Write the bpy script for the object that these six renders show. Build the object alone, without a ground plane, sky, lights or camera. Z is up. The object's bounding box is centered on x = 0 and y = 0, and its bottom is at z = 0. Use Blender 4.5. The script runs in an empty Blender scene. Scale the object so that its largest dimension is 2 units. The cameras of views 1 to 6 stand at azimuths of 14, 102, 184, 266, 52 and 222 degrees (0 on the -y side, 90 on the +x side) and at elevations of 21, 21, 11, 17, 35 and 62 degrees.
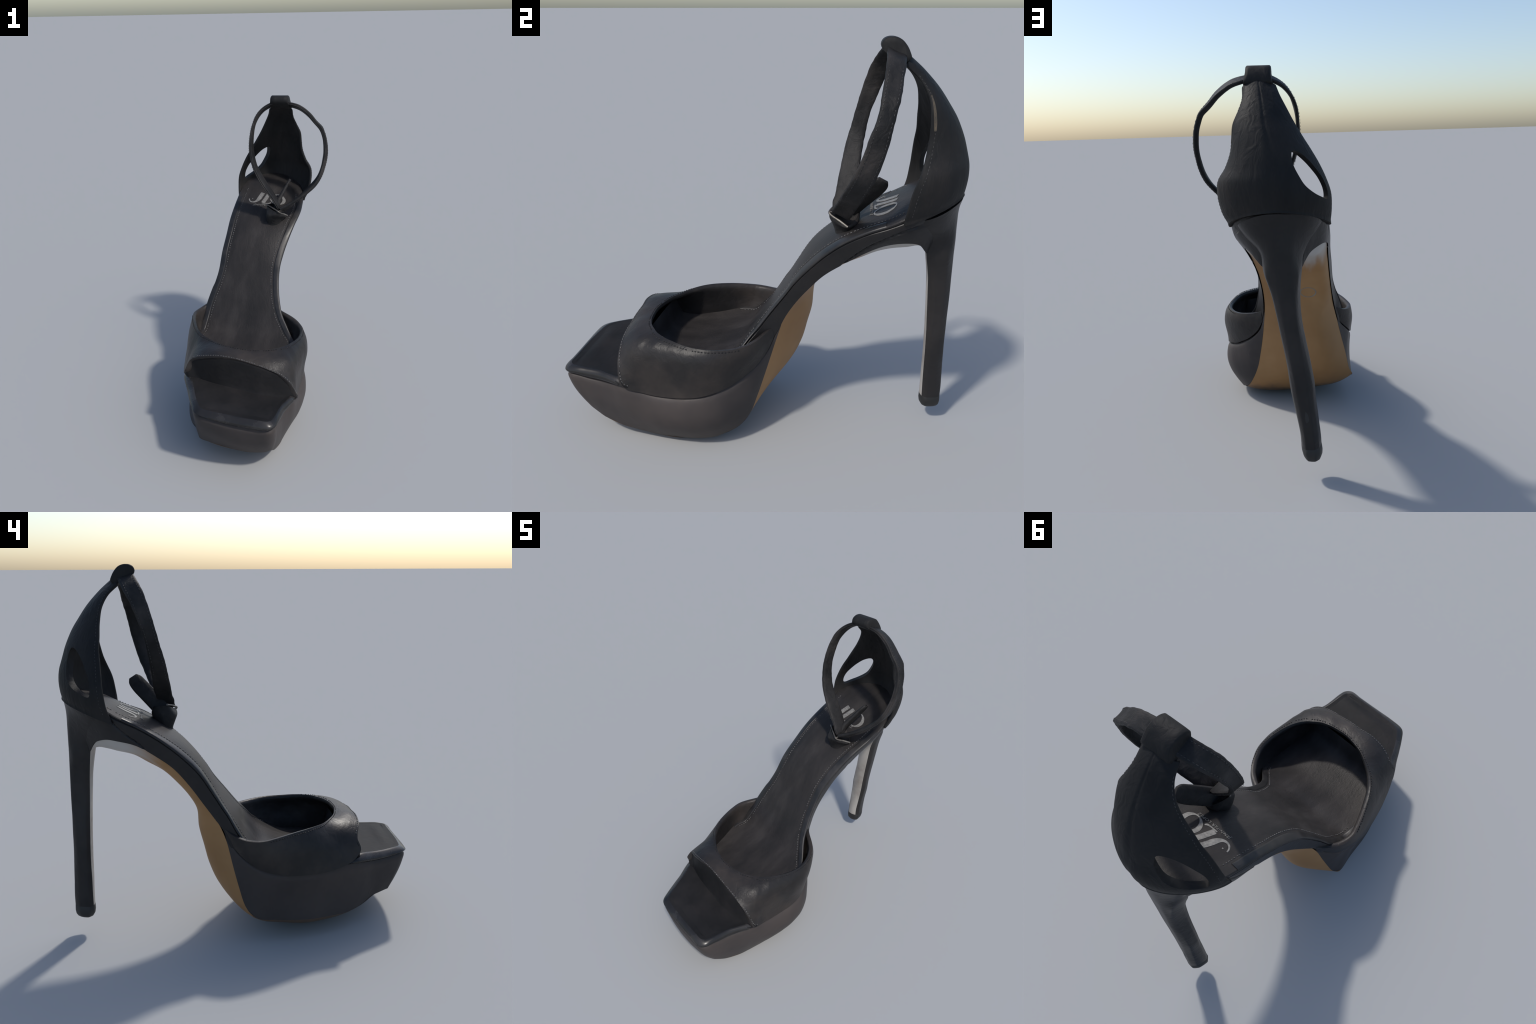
"""Black patent platform sandal with a high heel, ankle strap and buckle.
Frame: toe towards -y, heel towards +y, z up, metres (2 m longest side)."""
import bpy, bmesh, math
import numpy as np
from mathutils import Vector, noise
from mathutils.bvhtree import BVHTree

rng = np.random.default_rng(7)
A = lambda *r: np.array(r, float)


# ------------------------------------------------------------------ curves
def spl(pts, n, closed=False, alpha=0.5):
    """centripetal Catmull-Rom through pts (any dimension), resampled evenly by arc length"""
    p = np.asarray(pts, float)
    if closed:
        p = np.vstack([p[-1], p, p[0], p[1]])
    else:
        p = np.vstack([2 * p[0] - p[1], p, 2 * p[-1] - p[-2]])
    out = []
    for i in range(1, len(p) - 2):
        p0, p1, p2, p3 = p[i - 1:i + 3]
        t0 = 0.0
        t1 = t0 + max(np.linalg.norm(p1 - p0), 1e-9) ** alpha
        t2 = t1 + max(np.linalg.norm(p2 - p1), 1e-9) ** alpha
        t3 = t2 + max(np.linalg.norm(p3 - p2), 1e-9) ** alpha
        t = np.linspace(t1, t2, 24, endpoint=False)[:, None]
        a1 = (t1 - t) / (t1 - t0) * p0 + (t - t0) / (t1 - t0) * p1
        a2 = (t2 - t) / (t2 - t1) * p1 + (t - t1) / (t2 - t1) * p2
        a3 = (t3 - t) / (t3 - t2) * p2 + (t - t2) / (t3 - t2) * p3
        b1 = (t2 - t) / (t2 - t0) * a1 + (t - t0) / (t2 - t0) * a2
        b2 = (t3 - t) / (t3 - t1) * a2 + (t - t1) / (t3 - t1) * a3
        out.append((t2 - t) / (t2 - t1) * b1 + (t - t1) / (t2 - t1) * b2)
    d = np.vstack(out + [p[-2][None]])
    s = np.r_[0, np.cumsum(np.linalg.norm(np.diff(d, axis=0), axis=1))]
    u = np.linspace(0, s[-1], n, endpoint=not closed)
    return np.stack([np.interp(u, s, d[:, k]) for k in range(d.shape[1])], 1)


def spl_rows(rows, n):
    """spline a table of stations (each a list of points) with one common parameter"""
    r = np.asarray(rows, float)
    return spl(r.reshape(len(r), -1), n).reshape(n, *r.shape[1:])


def unit(v):
    v = np.asarray(v, float)
    return v / (np.linalg.norm(v, axis=-1, keepdims=True) + 1e-12)


def lerp(a, b, t):
    return a + (b - a) * t


def wobble(p, scale, amp, seed=0.0):
    return amp * noise.noise(Vector((p[0] * scale + seed, p[1] * scale, p[2] * scale)))


# ------------------------------------------------------------------ mesh helpers
ROOT = bpy.data.objects.new("platform_sandal", None)
bpy.context.scene.collection.objects.link(ROOT)
ROOT["label"] = "black patent platform sandal with stiletto heel and ankle strap"
ROOT["category"] = "high-heeled shoe"


def link(name, me, mat, parent=None, sharp=40.0):
    ob = bpy.data.objects.new(name, me)
    bpy.context.scene.collection.objects.link(ob)
    ob.parent = parent or ROOT
    me.materials.append(mat)
    for f in me.polygons:
        f.use_smooth = True
    if sharp:
        me.set_sharp_from_angle(angle=math.radians(sharp))
    return ob


def grid_faces(r, c, close_c=False, close_r=False):
    f = []
    for i in range(r if close_r else r - 1):
        for j in range(c if close_c else c - 1):
            a, b = i, (i + 1) % r
            k, l = j, (j + 1) % c
            f.append((a * c + k, a * c + l, b * c + l, b * c + k))
    return f


def mesh_from(name, parts, flip=False, merge=1e-5, recalc=True):
    """parts: list of (verts, faces); joined, welded, normals made consistent"""
    v, f, o = [], [], 0
    for pv, pf in parts:
        pv = np.asarray(pv, float).reshape(-1, 3)
        v += [tuple(q) for q in pv]
        f += [tuple(i + o for i in q) for q in pf]
        o += len(pv)
    me = bpy.data.meshes.new(name)
    me.from_pydata(v, [], f)
    bm = bmesh.new()
    bm.from_mesh(me)
    bmesh.ops.remove_doubles(bm, verts=bm.verts, dist=merge)
    bmesh.ops.dissolve_degenerate(bm, edges=bm.edges, dist=1e-6)
    if recalc:
        bmesh.ops.recalc_face_normals(bm, faces=bm.faces)
    if flip:
        bmesh.ops.reverse_faces(bm, faces=bm.faces)
    bm.to_mesh(me)
    bm.free()
    return me


def grid(g, close_c=False, close_r=False):
    g = np.asarray(g, float)
    return g.reshape(-1, 3), grid_faces(g.shape[0], g.shape[1], close_c, close_r)


def fan(ring):
    ring = np.asarray(ring, float)
    n = len(ring)
    return np.vstack([ring, ring.mean(0)]), [(i, (i + 1) % n, n) for i in range(n)]


def tube_rings(rings):
    rings = np.asarray(rings, float)
    return [grid(rings, close_c=True), fan(rings[0]), fan(rings[-1])]


def grid_normals(g):
    du = np.gradient(g, axis=0)
    dv = np.gradient(g, axis=1)
    return unit(np.cross(du, dv))


def shell(name, g, th, outward_from=None, round_edge=True):
    """a sheet g with real thickness th and rounded border; normals oriented away from a point"""
    n = grid_normals(g)
    if outward_from is not None:
        s = np.sign(np.sum(n * (g - np.asarray(outward_from)), axis=-1).mean())
        n = n * (s or 1)
    inner = g - n * th
    ru = np.r_[g[0], g[1:, -1], g[-1, -2::-1], g[-2:0:-1, 0]]
    rn = np.r_[inner[0], inner[1:, -1], inner[-1, -2::-1], inner[-2:0:-1, 0]]
    # rounded lip: push the middle of the border out a little
    cen = np.r_[g[1], g[1:, -2], g[-2, -2::-1], g[-2:0:-1, 1]]
    out = unit(ru - cen)
    rows = []
    for t in np.linspace(0, 1, 5):
        rows.append(lerp(ru, rn, t) + out * (.004 * math.sin(math.pi * t) if round_edge else 0))
    rim = np.array(rows)
    return mesh_from(name, [grid(g), grid(inner), grid(rim, close_c=True)])


# ------------------------------------------------------------------ materials
def material(name, base, dark, light, rough, spec=0.5, scale=6.0, fine=90.0, bump=0.12, coat=0.0,
             streak=None, metallic=0.0, rough_var=0.1, wrinkle=0.0):
    m = bpy.data.materials.new(name)
    m.use_nodes = True
    nt = m.node_tree
    N, L = nt.nodes, nt.links
    b = N["Principled BSDF"]
    co = N.new("ShaderNodeTexCoord")
    mp = N.new("ShaderNodeMapping")
    L.new(co.outputs["Object"], mp.inputs["Vector"])
    if streak:
        mp.inputs["Scale"].default_value = streak
    n1 = N.new("ShaderNodeTexNoise")
    n1.inputs["Scale"].default_value = scale
    n1.inputs["Detail"].default_value = 5
    n1.inputs["Roughness"].default_value = 0.6
    L.new(mp.outputs[0], n1.inputs["Vector"])
    r = N.new("ShaderNodeValToRGB")
    e = r.color_ramp.elements
    e[0].position, e[0].color = 0.3, (*dark, 1)
    e[1].position, e[1].color = 0.72, (*light, 1)
    k = e.new(0.5)
    k.color = (*base, 1)
    L.new(n1.outputs["Fac"], r.inputs["Fac"])
    L.new(r.outputs["Color"], b.inputs["Base Color"])
    n2 = N.new("ShaderNodeTexNoise")
    n2.inputs["Scale"].default_value = fine
    n2.inputs["Detail"].default_value = 3
    L.new(co.outputs["Object"], n2.inputs["Vector"])
    bp = N.new("ShaderNodeBump")
    bp.inputs["Strength"].default_value = bump
    bp.inputs["Distance"].default_value = 0.004
    L.new(n2.outputs["Fac"], bp.inputs["Height"])
    if wrinkle:
        n3 = N.new("ShaderNodeTexNoise")
        n3.inputs["Scale"].default_value = 22
        n3.inputs["Detail"].default_value = 7
        n3.inputs["Distortion"].default_value = 1.2
        L.new(mp.outputs[0], n3.inputs["Vector"])
        b2 = N.new("ShaderNodeBump")
        b2.inputs["Strength"].default_value = wrinkle
        b2.inputs["Distance"].default_value = 0.012
        L.new(n3.outputs["Fac"], b2.inputs["Height"])
        L.new(bp.outputs[0], b2.inputs["Normal"])
        L.new(b2.outputs[0], b.inputs["Normal"])
    else:
        L.new(bp.outputs[0], b.inputs["Normal"])
    mr = N.new("ShaderNodeMapRange")
    mr.inputs["To Min"].default_value = rough - rough_var
    mr.inputs["To Max"].default_value = rough + rough_var
    L.new(n1.outputs["Fac"], mr.inputs["Value"])
    L.new(mr.outputs[0], b.inputs["Roughness"])
    b.inputs["Specular IOR Level"].default_value = spec
    b.inputs["Coat Weight"].default_value = coat
    b.inputs["Coat Roughness"].default_value = 0.12
    b.inputs["Metallic"].default_value = metallic
    return m


PATENT = material("black_patent_leather", (0.049, 0.0425, 0.041), (0.037, 0.033, 0.0325), (0.062, 0.052, 0.048), 0.42, spec=0.13, scale=2.2, bump=0.03, wrinkle=0.10)
VAMP = material("black_patent_upper", (0.021, 0.0192, 0.019), (0.011, 0.0109, 0.0113), (0.048, 0.0395, 0.0345), 0.40, spec=0.20, scale=2.2, bump=0.03, wrinkle=0.22)
DECK = material("dark_patent_toe", (0.017, 0.0165, 0.017), (0.012, 0.012, 0.0125), (0.025, 0.023, 0.023), 0.55, spec=0.07, scale=4.0, bump=0.03, wrinkle=0.15)
WELTM = material("glossy_toe_rim", (0.020, 0.019, 0.019), (0.013, 0.013, 0.0135), (0.045, 0.042, 0.0405), 0.27, spec=0.28, scale=6.0, bump=0.03, rough_var=.05)  # paler flecks tint the rim where its highlight streak runs
GLOSS = material("black_heel_cover", (0.022, 0.0205, 0.0205), (0.015, 0.0145, 0.0148), (0.033, 0.0295, 0.0285), 0.38, spec=0.2, scale=2.5, bump=0.03, wrinkle=0.18)
COUNTER = material("black_counter_leather", (0.018, 0.0178, 0.018), (0.012, 0.012, 0.0125), (0.027, 0.0245, 0.0235), 0.6, spec=0.12, scale=5.0, bump=0.06, streak=(1, 1, .35), wrinkle=0.45)
LEATHER = material("black_strap_leather", (0.022, 0.021, 0.021), (0.011, 0.011, 0.0115), (0.046, 0.041, 0.039), 0.55, spec=0.15, scale=6.0, bump=0.1, wrinkle=0.40)
INSOLE = material("soft_black_footbed", (0.029, 0.0262, 0.0254), (0.018, 0.017, 0.0168), (0.048, 0.0435, 0.0412), 0.48, spec=0.15, scale=3.0, fine=160, bump=0.22, streak=(2.2, .8, .8), wrinkle=0.15)
DARKTHREAD = material("black_thread", (0.024, 0.023, 0.023), (0.015, 0.0145, 0.0145), (0.04, 0.037, 0.036), 0.6, scale=30)
BORDER = material("dark_footbed_border", (0.020, 0.019, 0.019), (0.013, 0.013, 0.0135), (0.034, 0.031, 0.030), 0.38, spec=0.3, scale=12.0, bump=0.08)
LINING = material("black_lining", (0.014, 0.014, 0.015), (0.010, 0.010, 0.011), (0.02, 0.019, 0.02), 0.7, spec=0.15, bump=0.1)
THREAD = material("grey_thread", (0.072, 0.069, 0.066), (0.035, 0.034, 0.033), (0.14, 0.133, 0.126), 0.6, scale=30)
TAN = material("tan_leather_outsole", (0.31, 0.170, 0.070), (0.27, 0.143, 0.056), (0.36, 0.210, 0.094),
               0.55, spec=0.3, scale=2.5, bump=0.06)
SILVER = material("pale_worn_breast", (0.38, 0.355, 0.325), (0.22, 0.19, 0.17), (0.48, 0.46, 0.435),
                  0.5, spec=0.3, scale=5.0, bump=0.06, streak=(1.0, 1.0, 0.7))
PRINT = material("silver_print", (0.19, 0.182, 0.168), (0.11, 0.105, 0.098), (0.26, 0.248, 0.228), 0.5, scale=60)
METAL = material("buckle_metal", (0.10, 0.09, 0.08), (0.04, 0.038, 0.036), (0.26, 0.24, 0.21), 0.42, metallic=0.5, scale=20)
TIP = material("black_rubber", (0.014, 0.014, 0.014), (0.010, 0.010, 0.010), (0.02, 0.02, 0.02), 0.55)
STAMP = material("faint_grey_stamp", (0.20, 0.165, 0.125), (0.27, 0.155, 0.07), (0.23, 0.22, 0.205), 0.5, scale=14)
EDGE = material("worn_edge_lining", (0.075, 0.057, 0.036), (0.045, 0.036, 0.025), (0.11, 0.084, 0.052), 0.6, scale=14)


def sole_material():
    """tan leather that turns pale, in brush-like streaks, towards the heel breast"""
    m = TAN.copy()
    m.name = "tan_outsole_pale_arch"
    nt = m.node_tree
    N, L = nt.nodes, nt.links
    b = N["Principled BSDF"]
    old = b.inputs["Base Color"].links[0].from_socket
    co = N.new("ShaderNodeTexCoord")
    sep = N.new("ShaderNodeSeparateXYZ")
    L.new(co.outputs["Object"], sep.inputs[0])
    mp = N.new("ShaderNodeMapping")
    mp.inputs["Scale"].default_value = (20, 2.6, 2.6)
    mp.inputs["Rotation"].default_value = (0, 0, 0.35)
    L.new(co.outputs["Object"], mp.inputs[0])
    n = N.new("ShaderNodeTexNoise")
    n.inputs["Scale"].default_value = 1.0
    n.inputs["Detail"].default_value = 3
    L.new(mp.outputs[0], n.inputs["Vector"])
    mad = N.new("ShaderNodeMath")
    mad.operation = "MULTIPLY_ADD"
    L.new(n.outputs["Fac"], mad.inputs[0])
    mad.inputs[1].default_value = 0.30
    L.new(sep.outputs["Y"], mad.inputs[2])
    mr = N.new("ShaderNodeMapRange")
    mr.interpolation_type = "SMOOTHSTEP"
    mr.inputs["From Min"].default_value = 0.58
    mr.inputs["From Max"].default_value = 0.78
    L.new(mad.outputs[0], mr.inputs["Value"])
    mix = N.new("ShaderNodeMix")
    mix.data_type = "RGBA"
    L.new(mr.outputs[0], mix.inputs["Factor"])
    L.new(old, mix.inputs["A"])
    mix.inputs["B"].default_value = (0.42, 0.40, 0.375, 1)
    # dark brown, noise-edged area under the ball of the foot
    n3 = N.new("ShaderNodeTexNoise")
    n3.inputs["Scale"].default_value = 9.0
    n3.inputs["Detail"].default_value = 6
    L.new(co.outputs["Object"], n3.inputs["Vector"])
    ma = N.new("ShaderNodeMath")
    ma.operation = "MULTIPLY_ADD"
    L.new(n3.outputs["Fac"], ma.inputs[0])
    ma.inputs[1].default_value = -0.22
    L.new(sep.outputs["Y"], ma.inputs[2])
    m2 = N.new("ShaderNodeMapRange")
    m2.interpolation_type = "SMOOTHSTEP"
    m2.inputs["From Min"].default_value = -0.10
    m2.inputs["From Max"].default_value = -0.24
    m2.inputs["To Max"].default_value = 0.85
    L.new(ma.outputs[0], m2.inputs["Value"])
    mx = N.new("ShaderNodeMix")
    mx.data_type = "RGBA"
    L.new(m2.outputs[0], mx.inputs["Factor"])
    L.new(mix.outputs["Result"], mx.inputs["A"])
    mx.inputs["B"].default_value = (0.085, 0.064, 0.050, 1)
    L.new(mx.outputs["Result"], b.inputs["Base Color"])
    return m


SOLE = sole_material()

# ------------------------------------------------------------------ 1. outsole
# stations from the heel breast down the arch, round the ball and out to the toe: left edge, ridge, right edge
SOLE_ROWS = [
    [(-.129, .815, 1.046), (-.040, .822, 1.040), (.050, .812, 1.055)],
    [(-.165, .785, 1.098), (-.030, .775, 1.068), (.100, .780, 1.104)],
    [(-.200, .744, 1.132), (-.030, .720, 1.056), (.128, .740, 1.120)],
    [(-.240, .690, 1.137), (-.035, .660, 1.046), (.148, .670, 1.122)],
    [(-.255, .594, 1.121), (-.050, .580, 1.025), (.157, .590, 1.092)],
    [(-.258, .500, 1.075), (-.060, .510, .985), (.146, .490, 1.040)],
    [(-.261, .410, 1.020), (-.095, .427, .940), (.132, .400, .968)],
    [(-.266, .338, .945), (-.100, .361, .882), (.122, .320, .902)],
    [(-.273, .270, .856), (-.105, .295, .805), (.113, .250, .818)],
    [(-.282, .206, .763), (-.105, .257, .731), (.109, .195, .740)],
    [(-.294, .142, .669), (-.080, .254, .620), (.111, .151, .662)],
    [(-.316, .101, .566), (-.085, .232, .520), (.122, .118, .559)],
    [(-.340, .075, .457), (-.090, .203, .410), (.136, .089, .454)],
    [(-.365, .048, .347), (-.090, .156, .305), (.154, .061, .349)],
    [(-.388, .012, .230), (-.090, .080, .205), (.177, .031, .246)],
    [(-.410, -.030, .180), (-.080, .000, .120), (.213, .000, .158)],
    [(-.400, -.080, .154), (-.060, -.080, .062), (.246, -.050, .098)],
    [(-.385, -.180, .135), (-.030, -.170, .026), (.282, -.140, .056)],
    [(-.367, -.330, .120), (-.020, -.330, .006), (.318, -.330, .032)],
    [(-.339, -.444, .117), (.000, -.450, .010), (.323, -.450, .036)],
    [(-.296, -.560, .113), (.025, -.560, .026), (.322, -.580, .050)],
    [(-.244, -.660, .126), (.050, -.670, .056), (.322, -.660, .064)],
    [(-.186, -.750, .157), (.070, -.760, .085), (.312, -.755, .090)],
    [(-.133, -.845, .166), (.090, -.866, .132), (.305, -.848, .148)],
]
SR = spl_rows(SOLE_ROWS, 150)


def across(L, C, R, n, k, pw=3.4):
    """cross profile whose crest sits towards the left edge on the rear slope (k=1), centred below (k=0)"""
    s = np.linspace(0, 1, n)
    s0 = lerp(.5, .25, k)
    pl, prr = lerp(pw, 2.1, k), lerp(2.4, 1.48, k)
    w = np.where(s < s0, 1 - (np.maximum(s0 - s, 0) / s0) ** pl, 1 - (np.maximum(s - s0, 0) / (1 - s0)) ** prr)
    mid = (L + R) / 2
    return L[None] * (1 - s)[:, None] + R[None] * s[:, None] + (C - mid)[None] * w[:, None]


skew = np.interp(SR[:, 1, 2] - SR[:, 1, 1] * .0, [0.0, .02, .12, .6, .85, 1.0], [0, .1, .8, 1, .6, .2])
skew[SR[:, 1, 1] < -.1] = 0
sole_g = np.array([across(q[0], q[1], q[2], 33, k, float(np.interp(q[1, 1], [-.78, -.62], [2.0, 6.5]))) for q, k in zip(SR, skew)])
sole_g[..., 2] = np.maximum(sole_g[..., 2], 0.0)
sole_in = sole_g.copy()
ctr = lerp(SR[:, 0], SR[:, 2], 0.5)[:, None]
sole_in = lerp(sole_g, ctr, 0.10)
border = lambda g: np.r_[g[0], g[1:, -1], g[-1, -2::-1], g[-2:0:-1, 0]]
sole = link("outsole", mesh_from("outsole", [grid(sole_g), grid(sole_in), grid([border(sole_g), border(sole_in)], close_c=True)]), SOLE)

sb = BVHTree.FromObject(sole, bpy.context.evaluated_depsgraph_get())
ring = []
for r, d in ((1.06, -.001), (1.0, .0012), (.90, .0012), (.84, -.001)):
    row = []
    for a in np.linspace(0, 2 * math.pi, 60, endpoint=False):
        h = sb.ray_cast(Vector((-.150 + .046 * r * math.cos(a), 3, .783 + .033 * r * math.sin(a))), Vector((0, -1, 0)))
        row.append(np.array(h[0]) + np.array(h[1] if h[1].y > 0 else -h[1]) * d)
    ring.append(row)
link("size_stamp", mesh_from("size_stamp", [grid(np.array(ring), close_c=True)]), STAMP, parent=sole)

# ------------------------------------------------------------------ 2. platform side wall
# (groove point under the upper, matching point on the outsole edge), rear left -> toe -> rear right
WALL_L = [
    [(-.292, .113, .622), (-0.304, 0.118, 0.628)],
    [(-.330, .070, .549), (-0.319, 0.098, 0.555)],
    [(-.364, .024, .504), (-0.342, 0.074, 0.450)],
    [(-.390, -.030, .467), (-0.366, 0.046, 0.340)],
    [(-.398, -.094, .434), (-0.390, 0.008, 0.222)],
    [(-.408, -.163, .418), (-0.408, -0.045, 0.165)],
    [(-.404, -.235, .405), (-0.388, -0.160, 0.138)],
    [(-.384, -.350, .397), (-.367, -.330, .120)],
    [(-.357, -.450, .397), (-.339, -.444, .117)],
    [(-.321, -.550, .413), (-.298, -.556, .113)],
    [(-.275, -.658, .402), (-.246, -.655, .126)],
    [(-.235, -.729, .391), (-0.192, -0.735, 0.153)],
    [(-.198, -.801, .387), (-0.163, -0.790, 0.161)],
    [(-.150, -.890, .388), (-0.140, -0.832, 0.165)],
]
WALL_F = [
    [(-.122, -.932, .391), (-0.131, -0.847, 0.165)],
    [(-.100, -.946, .388), (-0.112, -0.853, 0.160)],
    [(-.009, -.955, .372), (.000, -.862, .146)],
    [(.071, -.954, .357), (.090, -.866, .132)],
    [(.154, -.953, .348), (.170, -.866, .126)],
    [(.237, -.952, .344), (.250, -.862, .134)],
    [(.318, -.952, .348), (.285, -.854, .140)],
    [(.342, -.928, .352), (.305, -.848, .148)],
]
WALL_R = [
    [(.346, -.882, .350), (.308, -.803, .116)],
    [(.349, -.822, .340), (.312, -.760, .092)],
    [(.354, -.756, .336), (.318, -.710, .080)],
    [(.372, -.686, .340), (.322, -.655, .064)],
    [(.396, -.618, .344), (.322, -.590, .051)],
    [(.395, -.528, .331), (.323, -.510, .042)],
    [(.391, -.451, .315), (.323, -.440, .036)],
    [(.390, -.368, .313), (.319, -.360, .033)],
    [(.394, -.282, .323), (0.312, -0.270, 0.034)],
    [(.384, -.205, .335), (0.298, -0.170, 0.048)],
    [(.356, -.136, .350), (0.276, -0.105, 0.072)],
    [(.318, -.080, .367), (0.248, -0.050, 0.098)],
    [(.282, -.036, .390), (0.213, 0.000, 0.158)],
    [(.223, .028, .434), (0.177, 0.031, 0.246)],
    [(.165, .078, .495), (0.151, 0.066, 0.366)],
    [(.132, .106, .560), (0.124, 0.114, 0.540)],
    [(.117, .135, .625), (0.112, 0.143, 0.640)],
]
WALL = WALL_L + WALL_F + WALL_R
NW, NV = 260, 19
wall = spl_rows(WALL, NW)
arc = np.linspace(0, 1, NW)
top_c, bot_c = wall[:, 0], wall[:, 1]
tang = unit(np.gradient(lerp(top_c, bot_c, 0.5), axis=0))
outn = unit(np.cross(tang, np.array([0, 0, 1.0])[None]))
cen = np.array([0.0, -0.35, 0.2])
outn *= np.sign(np.sum(outn * (lerp(top_c, bot_c, .5) - cen) * np.array([1, 1, 0]), axis=1))[:, None]
# swelling of the side: full on the outer (right) side, flat on the toe front, slightly hollow on the left
where = np.arange(len(WALL)) / (len(WALL) - 1)
ctl = np.array([0, 0, 0, 0, -.006, -.012, -.016, -.020, -.020, -.018, -.014, -.008, -.002, .004] + [.007, .012, .022, .025, .023, .020, .016, .013]
               + [.012, .014, .016, .018, .022, .034, .046, .053, .053, .046, .036, .022, .012, .006, .002, 0, 0])
cum = np.r_[0, np.cumsum(np.linalg.norm(np.diff(np.array(WALL).reshape(len(WALL), -1), axis=0), axis=1))]
swell = np.interp(np.linspace(0, cum[-1], NW), cum, ctl)
rows = []
for v in np.linspace(0, 1, NV):
    p = lerp(top_c, bot_c, v)
    lip = -0.013 * max(0.0, 1 - v / 0.07)
    prof = math.sin(math.pi * v)
    rows.append(p + outn * (swell * prof + lip)[:, None])
wall_g = np.array(rows)
# lid closing the platform under the upper
half = NW // 2
lid = np.array([lerp(wall_g[0, i], wall_g[0, NW - 1 - i], np.linspace(0, 1, 9)[:, None]) for i in range(half)])
platform = link("platform", mesh_from("platform", [grid(wall_g), grid(lid)]), PATENT, sharp=50)

# ------------------------------------------------------------------ 3. footbed (insole and shank)
# left rim, right rim, crown; lower edge of the band left and right
FB = [
    [(-.055, .935, 1.375), (.030, .935, 1.365), (0, 0, .000), (-.100, .822, 1.035), (.020, .822, 1.035)],
    [(-.140, .900, 1.372), (.095, .895, 1.350), (0, 0, .004), (-.128, .818, 1.040), (.048, .814, 1.046)],
    [(-.195, .850, 1.362), (.145, .845, 1.325), (0, 0, .008), (-.142, .806, 1.065), (.070, .802, 1.068)],
    [(-.235, .780, 1.338), (.185, .775, 1.298), (0, 0, .012), (-.172, .780, 1.108), (.108, .774, 1.108)],
    [(-.257, .700, 1.292), (.208, .700, 1.254), (0, 0, .022), (-.225, .715, 1.136), (.142, .710, 1.122)],
    [(-.262, .640, 1.258), (.214, .640, 1.224), (0, 0, .020), (-.249, .650, 1.131), (.152, .640, 1.112)],
    [(-.267, .535, 1.204), (.216, .550, 1.188), (0, 0, .022), (-.257, .560, 1.108), (.154, .560, 1.078)],
    [(-.272, .427, 1.135), (.194, .440, 1.122), (0, 0, .030), (-.259, .455, 1.045), (.138, .440, .998)],
    [(-.273, .326, 1.052), (.171, .354, 1.049), (0, 0, .044), (-.263, .370, .980), (.126, .350, .930)],
    [(-.280, .235, .958), (.150, .279, .970), (0, 0, .048), (-.270, .290, .884), (.116, .275, .848)],
    [(-.287, .163, .843), (.136, .210, .888), (0, 0, .040), (-.280, .216, .778), (.110, .215, .770)],
    [(-.302, .118, .770), (.136, .160, .815), (0, 0, .020), (-.289, .165, .705), (.110, .168, .695)],
    [(-.317, .090, .728), (.151, .092, .724), (0, 0, .020), (-.299, .120, .640), (.115, .132, .620)],
    [(-.340, .045, .650), (.176, .032, .640), (0, 0, .018), (-.318, .085, .555), (.128, .090, .540)],
    [(-.352, .005, .588), (.196, .000, .600), (0, 0, .016), (-.340, .010, .480), (.165, .040, .480)],
    [(-.358, -.045, .535), (.224, -.030, .560), (0, 0, .010), (-.360, -.050, .430), (.220, -.030, .42)],
    [(-.366, -.095, .488), (.262, -.068, .508), (0, 0, .004), (-.366, -.095, .410), (.262, -.070, .38)],
    [(-.372, -.160, .455), (.315, -.125, .458), (.03, 0, .018), (-.372, -.160, .400), (.305, -.125, .36)],
    [(-.362, -.270, .428), (.345, -.250, .388), (.04, 0, .022), (-.362, -.270, .390), (.345, -.250, .34)],
    [(-.325, -.400, .416), (.350, -.390, .384), (.04, 0, .014), (-.325, -.400, .380), (.350, -.390, .33)],
    [(-.280, -.475, .425), (.345, -.475, .388), (.03, 0, .008), (-.285, -.475, .380), (.345, -.470, .34)],
    [(-.245, -.512, .470), (.330, -.530, .410), (0, 0, .006), (-.250, -.520, .40), (.320, -.515, .40)],
    [(-.215, -.535, .570), (.285, -.552, .530), (0, 0, .015), (-.215, -.550, .54), (.280, -.550, .52)],
]
FR = spl_rows(FB, 170)
NB = 33
fb_top = []
for l, r, k, lb, rb in FR:
    s = np.linspace(0, 1, NB)
    crown = k[2] * np.clip(1 - np.abs(2 * s - 1) ** 2.6, 0, 1) + k[1] * np.abs(2 * s - 1) ** 5 + k[0] * (1 - s) ** 5
    # the margin outside the stitching sits a touch lower
    p = l[None] * (1 - s)[:, None] + r[None] * s[:, None]
    t = unit(np.cross(r - l, np.array([0, -.6, -.6])))
    p[:, 2] += crown
    fb_top.append(p)
fb_top = np.array(fb_top)
for _ in range(10):
    z = fb_top[..., 2].copy()
    fb_top[1:-1, 3:-3, 2] = .5 * z[1:-1, 3:-3] + .25 * (z[:-2, 3:-3] + z[2:, 3:-3])
fbn = grid_normals(fb_top)
fbn *= np.sign(fbn[..., 2].mean())


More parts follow.
